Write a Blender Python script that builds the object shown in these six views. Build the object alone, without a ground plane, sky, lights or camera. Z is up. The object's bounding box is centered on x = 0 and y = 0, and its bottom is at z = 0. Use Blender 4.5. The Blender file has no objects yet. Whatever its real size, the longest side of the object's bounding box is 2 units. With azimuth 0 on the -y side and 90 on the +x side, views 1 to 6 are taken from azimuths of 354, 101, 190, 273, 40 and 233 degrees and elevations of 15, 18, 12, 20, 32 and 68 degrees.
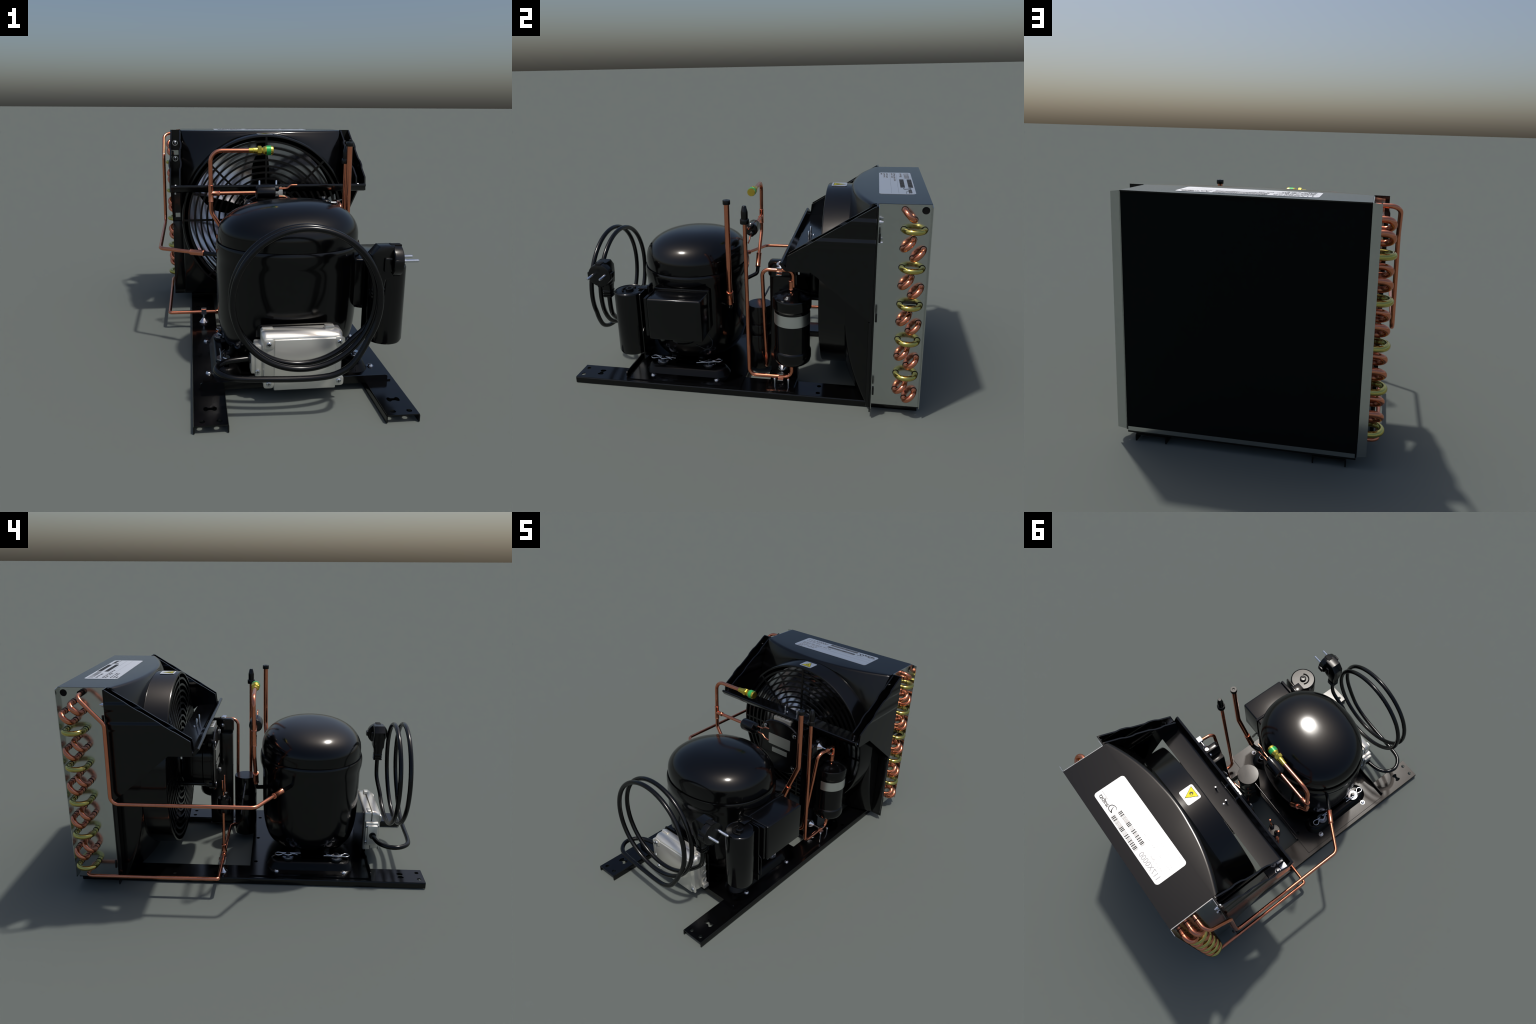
import bpy, bmesh, math, random
from mathutils import Vector, Matrix
random.seed(7)
PI = math.pi

# ------------------------------------------------------------------ materials
def make_material(name, color, metallic=0.0, rough=0.4, spec=0.5, coat=0.0, coat_rough=0.1,
                  grain=0.0, grain_scale=60.0, rough_var=0.0, bump=0.0, bump_scale=200.0):
    m = bpy.data.materials.new(name)
    m.use_nodes = True
    nt = m.node_tree
    b = nt.nodes["Principled BSDF"]
    b.inputs["Base Color"].default_value = (*color, 1)
    b.inputs["Metallic"].default_value = metallic
    b.inputs["Roughness"].default_value = rough
    b.inputs["Specular IOR Level"].default_value = spec
    b.inputs["Coat Weight"].default_value = coat
    b.inputs["Coat Roughness"].default_value = coat_rough
    tc = nt.nodes.new("ShaderNodeTexCoord")
    if grain > 0:
        n = nt.nodes.new("ShaderNodeTexNoise")
        n.inputs["Scale"].default_value = grain_scale
        n.inputs["Detail"].default_value = 5
        nt.links.new(tc.outputs["Object"], n.inputs["Vector"])
        r = nt.nodes.new("ShaderNodeValToRGB")
        r.color_ramp.elements[0].position = 0.3
        r.color_ramp.elements[1].position = 0.7
        r.color_ramp.elements[0].color = (*[c * (1 - grain) for c in color], 1)
        r.color_ramp.elements[1].color = (*[min(1, c * (1 + grain)) for c in color], 1)
        nt.links.new(n.outputs["Fac"], r.inputs["Fac"])
        nt.links.new(r.outputs["Color"], b.inputs["Base Color"])
    if rough_var > 0:
        n = nt.nodes.new("ShaderNodeTexNoise")
        n.inputs["Scale"].default_value = 9
        n.inputs["Detail"].default_value = 4
        nt.links.new(tc.outputs["Object"], n.inputs["Vector"])
        r = nt.nodes.new("ShaderNodeMapRange")
        r.inputs["To Min"].default_value = max(0.0, rough - rough_var)
        r.inputs["To Max"].default_value = rough + rough_var
        nt.links.new(n.outputs["Fac"], r.inputs["Value"])
        nt.links.new(r.outputs["Result"], b.inputs["Roughness"])
    if bump > 0:
        n = nt.nodes.new("ShaderNodeTexNoise")
        n.inputs["Scale"].default_value = bump_scale
        nt.links.new(tc.outputs["Object"], n.inputs["Vector"])
        k = nt.nodes.new("ShaderNodeBump")
        k.inputs["Strength"].default_value = bump
        k.inputs["Distance"].default_value = 0.001
        nt.links.new(n.outputs["Fac"], k.inputs["Height"])
        nt.links.new(k.outputs["Normal"], b.inputs["Normal"])
    return m

M_SHELL = make_material("gloss_black_enamel", (0.0013, 0.0013, 0.0015), 0, 0.155, 0.42, rough_var=0.01)
M_SHEET = make_material("black_coated_sheet", (0.0013, 0.0013, 0.0015), 0, 0.16, 0.45, rough_var=0.015)
M_PLASTIC = make_material("black_moulded_plastic", (0.0018, 0.0018, 0.0018), 0, 0.26, 0.42)
M_RUBBER = make_material("black_cable_rubber", (0.0018, 0.0018, 0.002), 0, 0.22, 0.4)
M_FIN = make_material("dark_fin_stack", (0.0034, 0.0040, 0.0036), 0, 0.75, 0.12)
M_COPPER = make_material("copper_tube", (0.80, 0.29, 0.165), 1, 0.22, grain=0.05, grain_scale=25, rough_var=0.03)
M_BRASS = make_material("brass_bend", (0.61, 0.53, 0.15), 1, 0.16)
M_GOLD = make_material("yellow_brass_fitting", (0.86, 0.66, 0.10), 1, 0.26)
M_GREEN = make_material("green_ring_paint", (0.03, 0.42, 0.10), 0.2, 0.35)
M_STEEL = make_material("bright_steel_plate", (0.58, 0.60, 0.58), 1, 0.17)
M_ZINC = make_material("zinc_hardware", (0.74, 0.76, 0.80), 1, 0.2)
M_BLADE = make_material("aluminium_blade", (0.42, 0.43, 0.46), 1, 0.14)  # base grey darkened to carry the dim reflections on the right-hand blades
M_CAST = make_material("ivory_metal_lacquer", (0.84, 0.82, 0.75), 0.72, 0.38)
M_LABEL = make_material("white_foil_label", (0.90, 0.90, 0.90), 1, 0.44)
M_BAND = make_material("grey_foil_label", (0.70, 0.72, 0.69), 1, 0.4)
M_INK = make_material("label_ink", (0.02, 0.02, 0.02), 0, 0.5)
M_GREYINK = make_material("faint_label_ink", (0.22, 0.22, 0.23), 0.8, 0.45)
M_YELLOW = make_material("warning_yellow", (0.44, 0.40, 0.004), 0.5, 0.45)
M_SHROUD = make_material("satin_black_shroud", (0.0013, 0.0013, 0.0015), 0, 0.16, 0.42)
M_FOOT = make_material("dull_black_foot", (0.0015, 0.0015, 0.0016), 0, 0.3, 0.22)
M_DARK = make_material("dark_gap", (0.003, 0.003, 0.003), 0, 0.6, 0.2)
M_SMOKE = make_material("grey_terminal_block", (0.50, 0.50, 0.47), 0.85, 0.38)

# ------------------------------------------------------------------ helpers
ROOT = bpy.data.objects.new("refrigeration_condensing_unit", None)
bpy.context.scene.collection.objects.link(ROOT)
ROOT["label"] = "black refrigeration condensing unit with copper pipes and coiled power cable"
ROOT["category"] = "refrigeration unit"

def link(ob, parent=None):
    bpy.context.scene.collection.objects.link(ob)
    ob.parent = parent or ROOT
    return ob

def finish(bm, name, mat, parent=None, smooth=35, mats=None):
    bmesh.ops.recalc_face_normals(bm, faces=bm.faces)
    me = bpy.data.meshes.new(name)
    bm.to_mesh(me)
    bm.free()
    for q in (mats or [mat]):
        me.materials.append(q)
    if smooth:
        me.shade_smooth()
        me.set_sharp_from_angle(angle=math.radians(smooth))
    return link(bpy.data.objects.new(name, me), parent)

def copy_at(ob, loc, parent=None, rot=None):
    o = ob.copy()
    o.location = loc
    if rot:
        o.rotation_euler = rot
    return link(o, parent or ob.parent)

def add_box(bm, lo, hi, bevel=0.0, seg=2, mat=0):
    r = bmesh.ops.create_cube(bm, size=1.0)
    c = [(a + b) / 2 for a, b in zip(lo, hi)]
    s = [b - a for a, b in zip(lo, hi)]
    for v in r["verts"]:
        v.co = Vector([c[i] + v.co[i] * s[i] for i in range(3)])
    fs = set(f for v in r["verts"] for f in v.link_faces)
    for f in fs:
        f.material_index = mat
    if bevel > 0:
        es = set(e for v in r["verts"] for e in v.link_edges)
        bmesh.ops.bevel(bm, geom=list(es), offset=bevel, segments=seg, affect="EDGES", profile=0.5, clamp_overlap=True, material=mat)

def box(name, lo, hi, mat, parent=None, bevel=0.003, seg=2):
    bm = bmesh.new()
    add_box(bm, lo, hi, bevel, seg)
    return finish(bm, name, mat, parent)

def axes(axis):
    w = Vector(axis).normalized()
    u = w.orthogonal().normalized()
    if abs(w.z) > 0.99:
        u = Vector((1, 0, 0))
    elif abs(w.x) > 0.99 or abs(w.y) > 0.99:
        u = Vector((0, 0, 1))
    return u, w.cross(u), w

def add_lathe(bm, prof, origin=(0, 0, 0), axis=(0, 0, 1), n=32, sx=1.0, sy=1.0, power=2.0, mat=0, phase=0.0):
    """prof: list of (radius, height). sx/sy scale the plan, power > 2 squares it."""
    u, v, w = axes(axis)
    o = Vector(origin)
    rings = []
    for r, h in prof:
        if r < 1e-6:
            rings.append([bm.verts.new(o + w * h)])
            continue
        ring = []
        for i in range(n):
            t = 2 * PI * i / n + phase
            c, s = math.cos(t), math.sin(t)
            k = (abs(c) ** power + abs(s) ** power) ** (-1.0 / power)
            ring.append(bm.verts.new(o + u * (r * sx * c * k) + v * (r * sy * s * k) + w * h))
        rings.append(ring)
    faces = []
    for a, b in zip(rings, rings[1:]):
        if len(a) == 1 and len(b) == 1:
            continue
        for i in range(n):
            j = (i + 1) % n
            if len(a) == 1:
                faces.append(bm.faces.new((a[0], b[i], b[j])))
            elif len(b) == 1:
                faces.append(bm.faces.new((a[i], b[0], a[j])))
            else:
                faces.append(bm.faces.new((a[i], b[i], b[j], a[j])))
    if len(rings[0]) > 1:
        faces.append(bm.faces.new(rings[0]))
    if len(rings[-1]) > 1:
        faces.append(bm.faces.new(rings[-1]))
    for f in faces:
        f.material_index = mat
    return faces

def lathe(name, prof, mat, origin=(0, 0, 0), axis=(0, 0, 1), parent=None, n=32, smooth=35, **kw):
    bm = bmesh.new()
    add_lathe(bm, prof, origin, axis, n, **kw)
    return finish(bm, name, mat, parent, smooth)

def fillet(pts, rad, steps=8):
    pts = [Vector(p) for p in pts]
    if rad is None or rad <= 0:
        return pts
    out = [pts[0]]
    for i in range(1, len(pts) - 1):
        p, a, b = pts[i], pts[i - 1], pts[i + 1]
        da, db = (a - p), (b - p)
        la, lb = da.length, db.length
        da.normalize(); db.normalize()
        ang = da.angle(db)
        if ang > PI - 0.03:
            out.append(p); continue
        t = min(rad / math.tan(ang / 2), la * 0.48, lb * 0.48)
        r = t * math.tan(ang / 2)
        cdir = (da + db).normalized()
        c = p + cdir * (r / math.sin(ang / 2))
        s, e = p + da * t - c, p + db * t - c
        tot = s.angle(e)
        ax = s.cross(e).normalized()
        for k in range(steps + 1):
            out.append(c + Matrix.Rotation(tot * k / steps, 3, ax) @ s)
    out.append(pts[-1])
    return out

def add_tube(bm, pts, rad, n=16, cap=True, mat=0, closed=False):
    pts = [Vector(p) for p in pts]
    rads = rad if isinstance(rad, (list, tuple)) else [rad] * len(pts)
    m = len(pts)
    tang = []
    for i in range(m):
        if closed:
            d = pts[(i + 1) % m] - pts[i - 1]
        else:
            d = pts[min(i + 1, m - 1)] - pts[max(i - 1, 0)]
        tang.append(d.normalized())
    u = tang[0].orthogonal().normalized()
    rings = []
    for i in range(m):
        if i:
            q = tang[i - 1].rotation_difference(tang[i])
            u = q @ u
            u = (u - tang[i] * u.dot(tang[i])).normalized()
        v = tang[i].cross(u)
        rings.append([bm.verts.new(pts[i] + (u * math.cos(2 * PI * k / n) + v * math.sin(2 * PI * k / n)) * rads[i]) for k in range(n)])
    pairs = list(zip(rings, rings[1:])) + ([(rings[-1], rings[0])] if closed else [])
    for a, b in pairs:
        for k in range(n):
            bm.faces.new((a[k], a[(k + 1) % n], b[(k + 1) % n], b[k])).material_index = mat
    if cap and not closed:
        bm.faces.new(rings[0]).material_index = mat
        bm.faces.new(rings[-1]).material_index = mat

def tube(name, pts, rad, mat, parent=None, bend=0.04, n=16, steps=8):
    bm = bmesh.new()
    add_tube(bm, fillet(pts, bend, steps), rad, n)
    return finish(bm, name, mat, parent, 50)

def sleeve(name, a, b, rad, mat, parent=None, lip=0.0015):
    """soldered socket: short larger tube with small rounded lips"""
    a, b = Vector(a), Vector(b)
    d = (b - a).normalized()
    bm = bmesh.new()
    L = (b - a).length
    add_lathe(bm, [(rad * 0.75, 0), (rad, 0.001), (rad + lip, 0.004), (rad, 0.008), (rad, L - 0.008), (rad + lip, L - 0.004), (rad, L - 0.001), (rad * 0.75, L)], a, d, 20)
    return finish(bm, name, mat, parent, 40)

def arc2(cx, cy, r, a0, a1, n=8):
    return [(cx + r * math.cos(math.radians(a0 + (a1 - a0) * i / n)), cy + r * math.sin(math.radians(a0 + (a1 - a0) * i / n))) for i in range(n + 1)]

def rounded_rect(x0, y0, x1, y1, r, n=5):
    return arc2(x1 - r, y1 - r, r, 0, 90, n) + arc2(x0 + r, y1 - r, r, 90, 180, n) + arc2(x0 + r, y0 + r, r, 180, 270, n) + arc2(x1 - r, y0 + r, r, 270, 360, n)

def circle2(x, y, r, n=16):
    return [(x + r * math.cos(2 * PI * i / n), y + r * math.sin(2 * PI * i / n)) for i in range(n)]

def plate(name, outlines, thick, mat, parent=None, to3=lambda x, y, z: (x, y, z), smooth=30, bevel=0.0):
    """flat sheet from 2D outlines (first is the rim, others are holes), thickness centred on 0"""
    cu = bpy.data.curves.new(name + "_outline", "CURVE")
    cu.dimensions = "2D"
    cu.fill_mode = "BOTH"
    cu.extrude = max(thick / 2 - bevel, 1e-5)
    cu.bevel_depth = bevel
    cu.bevel_resolution = 1
    cu.offset = -bevel
    for o in outlines:
        s = cu.splines.new("POLY")
        s.points.add(len(o) - 1)
        for p, q in zip(s.points, o):
            p.co = (q[0], q[1], 0, 1)
        s.use_cyclic_u = True
    tmp = bpy.data.objects.new("outline_helper", cu)
    bpy.context.scene.collection.objects.link(tmp)
    dg = bpy.context.evaluated_depsgraph_get()
    me = bpy.data.meshes.new_from_object(tmp.evaluated_get(dg))
    bpy.data.objects.remove(tmp)
    bpy.data.curves.remove(cu)
    bm = bmesh.new()
    bm.from_mesh(me)
    bpy.data.meshes.remove(me)
    bmesh.ops.remove_doubles(bm, verts=bm.verts, dist=1e-6)
    for v in bm.verts:
        v.co = Vector(to3(*v.co))
    return finish(bm, name, mat, parent, smooth)

def text_mesh(name, body, size, mat, parent, to3, shear=0.0, thick=0.0004, space=1.0, bold=0.0):
    cu = bpy.data.curves.new(name + "_text", "FONT")
    cu.body = body
    cu.size = size
    cu.shear = shear
    cu.extrude = thick
    cu.offset = bold
    cu.space_character = space
    tmp = bpy.data.objects.new("text_helper", cu)
    bpy.context.scene.collection.objects.link(tmp)
    dg = bpy.context.evaluated_depsgraph_get()
    me = bpy.data.meshes.new_from_object(tmp.evaluated_get(dg))
    bpy.data.objects.remove(tmp)
    bpy.data.curves.remove(cu)
    bm = bmesh.new()
    bm.from_mesh(me)
    bpy.data.meshes.remove(me)
    for v in bm.verts:
        v.co = Vector(to3(*v.co))
    return finish(bm, name, mat, parent, 0)

def screw(name, loc, axis, parent, r=0.013, h=0.008, washer=True):
    """pan head screw with a cross recess and a flat washer"""
    bm = bmesh.new()
    z0 = 0.0
    if washer:
        add_lathe(bm, [(0.0, 0), (r * 1.25, 0), (r * 1.25, 0.002), (0.0, 0.002)], n=20)
        z0 = 0.002
    add_lathe(bm, [(0, z0), (r, z0), (r * 0.97, z0 + h * 0.5), (r * 0.8, z0 + h * 0.85), (r * 0.5, z0 + h), (0, z0 + h)], n=20)
    add_box(bm, (-r * 0.55, -r * 0.1, z0 + h - 0.0005), (r * 0.55, r * 0.1, z0 + h + 0.0004), 0, mat=1)
    add_box(bm, (-r * 0.1, -r * 0.55, z0 + h - 0.0005), (r * 0.1, r * 0.55, z0 + h + 0.0006), 0, mat=1)
    ob = finish(bm, name, M_ZINC, parent, 40, mats=[M_ZINC, M_DARK])
    ob.location = loc
    ob.rotation_euler = Vector((0, 0, 1)).rotation_difference(Vector(axis)).to_euler()
    return ob

# ------------------------------------------------------------------ base frame
CX = 0.03
RAILW = 0.149
def make_rail(x0):
    x1 = x0 + RAILW
    xc = (x0 + x1) / 2
    holes = []
    for hy in (-0.969, 0.456):
        for dx in (-0.036, 0.036):
            holes.append(circle2(xc + dx, hy, 0.0125))
    # keyhole-waisted slot
    sy = -0.867
    # bone shape: two flared lobes joined by a waist
    half = [(0.0, 0.0095), (0.008, 0.010), (0.014, 0.017), (0.021, 0.019), (0.027, 0.013), (0.029, 0.006)]
    slot = [(xc + a, sy + b) for a, b in half] + [(xc + a, sy - b) for a, b in reversed(half)]
    slot += [(xc - a, sy - b) for a, b in half[1:]] + [(xc - a, sy + b) for a, b in reversed(half[1:])]
    holes.append(slot)
    rail = plate("frame_rail", [[(x0 + 0.003, -1.0), (x1 - 0.003, -1.0), (x1 - 0.003, 0.996), (x0 + 0.003, 0.996)]] + holes, 0.006, M_SHEET, None,
                 lambda x, y, z: (x, y, 0.034 + z))
    bm = bmesh.new()
    bm.from_mesh(rail.data)
    for xa, s in ((x0, 1), (x1, -1)):   # folded side flanges with a rounded shoulder
        prof = [(0, 0.0), (0, 0.029), (0.0015, 0.033), (0.0045, 0.0368), (0.0045, 0.031), (0.006, 0.029), (0.006, 0.0)]
        vs = []
        for y in (-1.0, 0.996):
            vs.append([bm.verts.new((xa + s * p[0], y, p[1])) for p in prof])
        k = len(prof)
        for i in range(k):
            bm.faces.new((vs[0][i], vs[0][(i + 1) % k], vs[1][(i + 1) % k], vs[1][i]))
        bm.faces.new(vs[0]); bm.faces.new(vs[1])
    bmesh.ops.recalc_face_normals(bm, faces=bm.faces)
    bm.to_mesh(rail.data)
    bm.free()
    rail.data.set_sharp_from_angle(angle=math.radians(35))
    return rail

base = plate("base_plate", [rounded_rect(-0.428, -0.6868, 0.492, 0.012, 0.006)] + [circle2(x, -0.016, 0.012) for x in (-0.267, 0.049, 0.364)],
             0.006, M_SHEET, None, lambda x, y, z: (x, y, 0.0405 + z))
for x0 in (-0.454, 0.365):
    r = make_rail(x0)
    r.parent = base
# raised folded front lip of the plate
plate("folded_lip", [rounded_rect(-0.418, 0.034, 0.472, 0.071, 0.010)], 0.006, M_SHEET, base, lambda x, y, z: (x, -0.690 + z, y))
plate("folded_lip", [rounded_rect(-0.30, 0.004, 0.36, 0.038, 0.004)], 0.006, M_SHEET, base, lambda x, y, z: (x, 0.014 + z, y))
s0 = screw("bolt", (-0.375, -0.143, 0.0437), (0, 0, 1), base)
for p in ((-0.375, -0.537), (0.436, -0.145), (0.436, -0.536)):
    copy_at(s0, (p[0], p[1], 0.0437), rot=(0, 0, random.uniform(0, 3)))

# ------------------------------------------------------------------ compressor
# two plan shapes: the pot is flat in front, the lid is a fuller oval (half width, half depth, centre, squareness)
POT = (0.354, 0.299, 0.031, -0.344, 2.28)
LID = (0.353, 0.307, 0.036, -0.342, 2.10)
def can(name, prof, mat, parent=None, tilt=0.0, n=112):
    """prof rows: scale, height, blend from pot plan (0) to lid plan (1)"""
    bm = bmesh.new()
    rings = []
    for k, z, b in prof:
        hx, hy, cx, cy, pw = [p + (q - p) * b for p, q in zip(POT, LID)]
        if k < 1e-6:
            rings.append([bm.verts.new((cx, cy, z))]); continue
        ring = []
        for i in range(n):
            t = 2 * PI * i / n
            c, s = math.cos(t), math.sin(t)
            r = k * (abs(c) ** pw + abs(s) ** pw) ** (-1 / pw)
            lift = tilt * max(0.0, (z - 0.69) / 0.17) * hx * r * c
            ring.append(bm.verts.new((cx + hx * r * c, cy + hy * r * s, z + lift)))
        rings.append(ring)
    for a, b in zip(rings, rings[1:]):
        for i in range(n):
            j = (i + 1) % n
            if len(b) == 1:
                bm.faces.new((a[i], b[0], a[j]))
            else:
                bm.faces.new((a[i], b[i], b[j], a[j]))
    bm.faces.new(rings[0])
    if len(rings[-1]) > 1:
        bm.faces.new(rings[-1])
    return finish(bm, name, mat, parent, 40)
lower = [(0.30, 0.068), (0.55, 0.075), (0.70, 0.090), (0.825, 0.115), (0.900, 0.150), (0.945, 0.195), (0.972, 0.245), (0.988, 0.30), (0.995, 0.36), (1.0, 0.44), (1.0, 0.545)]
lower = [(k, z, 0.0) for k, z in lower]
lower += [(1.0, 0.565, 0.25), (1.006, 0.585, 0.7), (1.020, 0.602, 1.0), (1.026, 0.622, 1.0), (1.024, 0.642, 1.0), (1.018, 0.654, 1.0), (1.008, 0.661, 1.0), (0.994, 0.658, 1.0), (0.95, 0.650, 1.0)]
shell = can("compressor", lower, M_SHELL)
dome = [(0.985, 0.640, 1), (0.990, 0.665, 1)]
z0, H = 0.694, 0.165
for i in range(0, 29):
    a = PI / 2 * i / 28
    dome.append((0.990 * math.cos(a) ** 0.77 if i < 28 else 0.0, z0 + H * math.sin(a) ** 0.90, 1))
can("domed_lid", dome, M_SHELL, shell, tilt=0.045)
# feet strips and rubber mounts
for xc in (-0.30, 0.355):
    s = 1 if xc > 0 else -1
    bm = bmesh.new()
    xa, xb = (xc - 0.060, xc + 0.085) if s < 0 else (xc - 0.085, xc + 0.060)
    rows = []
    for g, z in ((0.0, 0.0437), (0.003, 0.049), (0.016, 0.074), (0.021, 0.081), (0.029, 0.0855), (0.036, 0.0865)):
        o = rounded_rect(xa + g, -0.604 + g, xb - g, -0.084 - g, 0.070 - g * 0.6, 9)
        rows.append([bm.verts.new((p[0], p[1], z)) for p in o])
    n = len(o)
    for a, b in zip(rows, rows[1:]):
        for i in range(n):
            bm.faces.new((a[i], a[(i + 1) % n], b[(i + 1) % n], b[i]))
    bm.faces.new(rows[0]); bm.faces.new(rows[-1])
    # gusset legs running up to the can
    for yy in (-0.44, -0.27):
        add_tube(bm, fillet([(xc, yy, 0.092), (xc - s * 0.05, yy, 0.10), (xc - s * 0.055, yy, 0.21)], 0.03), 0.02, 12)
    finish(bm, "mounting_foot", M_FOOT, shell, 40)
bm = bmesh.new()
add_lathe(bm, [(0.0, 0.044), (0.034, 0.044), (0.034, 0.060), (0.032, 0.064), (0.032, 0.080), (0.038, 0.087), (0.038, 0.098), (0.035, 0.102), (0.0, 0.102)], n=28)
gro = finish(bm, "rubber_mount", M_PLASTIC, shell)
bm = bmesh.new()
add_lathe(bm, [(0.012, 0.102), (0.034, 0.102), (0.034, 0.106), (0.012, 0.106)], n=28)
was = finish(bm, "flat_washer", M_ZINC, shell)
bm = bmesh.new()
add_lathe(bm, [(0, 0.10), (0.012, 0.10), (0.012, 0.130), (0.009, 0.134), (0, 0.134)], n=20)
stud = finish(bm, "mounting_stud", M_SHEET, shell)
# hairpin cotter: straight leg, round eye, waved return leg
bm = bmesh.new()
path = [(-0.075, -0.0125, 0), (0.035, -0.0125, 0)] + [(0.058 + 0.018 * math.cos(math.radians(a)), 0.0 + 0.018 * math.sin(math.radians(a)), 0) for a in range(-110, 140, 20)]
path += [(0.030, -0.003, 0), (0.016, 0.006, 0), (0.0, 0.0145, 0), (-0.016, 0.006, 0), (-0.030, -0.006, 0), (-0.045, 0.0, 0), (-0.058, 0.010, 0)]
add_tube(bm, fillet(path, 0.006, 3), 0.0032, 8)
cot = finish(bm, "hairpin_cotter", M_ZINC, shell, 60)
first = True
for (x, y, ang) in ((-0.30, -0.21, PI / 2), (-0.30, -0.497, -PI / 2), (0.353, -0.21, PI / 2 + 0.25), (0.353, -0.497, -PI / 2 - 0.1)):
    for ob, z in ((gro, 0), (was, 0), (stud, 0), (cot, 0.119)):
        rot = (0, 0, ang) if ob is cot else (0, 0, 0)
        if first:
            ob.location = (x, y, z); ob.rotation_euler = rot
        else:
            copy_at(ob, (x, y, z), rot=rot)
    first = False
# terminal box on the +x flank
bm = bmesh.new()
add_box(bm, (0.30, -0.488, 0.345), (0.557, -0.178, 0.590), 0.010, 3)
finish(bm, "terminal_box", M_SHEET, shell)
box("box_rim", (0.395, -0.494, 0.35), (0.412, -0.172, 0.598), M_SHEET, shell, 0.004)
box("box_flange", (0.34, -0.508, 0.36), (0.545, -0.4905, 0.588), M_SHEET, shell, 0.003)
# bottom tongue and thin spring wire of the box
lathe("box_belly", [(0, 0), (0.07, 0), (0.09, 0.02), (0.095, 0.06), (0, 0.06)], M_SHEET, (0.44, -0.32, 0.300), parent=shell)
tube("spring_wire", [(0.43, -0.19, 0.345), (0.44, -0.155, 0.30), (0.46, -0.155, 0.27), (0.47, -0.19, 0.26), (0.46, -0.25, 0.28)], 0.003, M_SHEET, shell, 0.02, 8)
screw("box_screw", (0.48, -0.5088, 0.47), (0, -1, 0), shell, 0.006, 0.004, False)
screw("box_screw", (0.43, -0.5088, 0.43), (0, -1, 0), shell, 0.006, 0.004, False)

# ------------------------------------------------------------------ run capacitor
R = 0.085
cap_prof = [(0.0, 0.224), (0.064, 0.224), (0.079, 0.229), (0.085, 0.241), (0.085, 0.593), (0.083, 0.599), (0.079, 0.602), (0.076, 0.599), (0.0, 0.599)]
capac = lathe("run_capacitor", cap_prof, M_SHEET, (0.462, -0.622, 0), n=48)
lathe("terminal_post", [(0.0, 0.599), (0.022, 0.599), (0.022, 0.609), (0.018, 0.611), (0.011, 0.611), (0.011, 0.604), (0, 0.604)], M_PLASTIC, (0.462, -0.622, 0), parent=capac, n=24)
bm = bmesh.new()
add_tube(bm, [(0.462 + 0.040 * math.cos(math.radians(a)), -0.622 + 0.040 * math.sin(math.radians(a)), 0.601) for a in range(150, 330, 12)], 0.0045, 8)
finish(bm, "moulded_ridge", M_DARK, capac, 60)
plate("capacitor_strap", [rounded_rect(-0.085, 0.0, 0.085, 0.405, 0.012)], 0.006, M_SHEET, capac, lambda x, y, z: (0.455 + x * 0.9, -0.535 + z, 0.20 + y))
bm = bmesh.new()
add_box(bm, (0.395, -0.575, 0.602), (0.455, -0.505, 0.610), 0.003)
add_box(bm, (0.395, -0.520, 0.585), (0.455, -0.508, 0.625), 0.003)
o = finish(bm, "hook_clip", M_SHEET, capac)
tube("strap_wire", [(0.52, -0.528, 0.40), (0.545, -0.528, 0.38), (0.545, -0.528, 0.25), (0.52, -0.528, 0.24)], 0.003, M_SHEET, capac, 0.015, 8)

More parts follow.
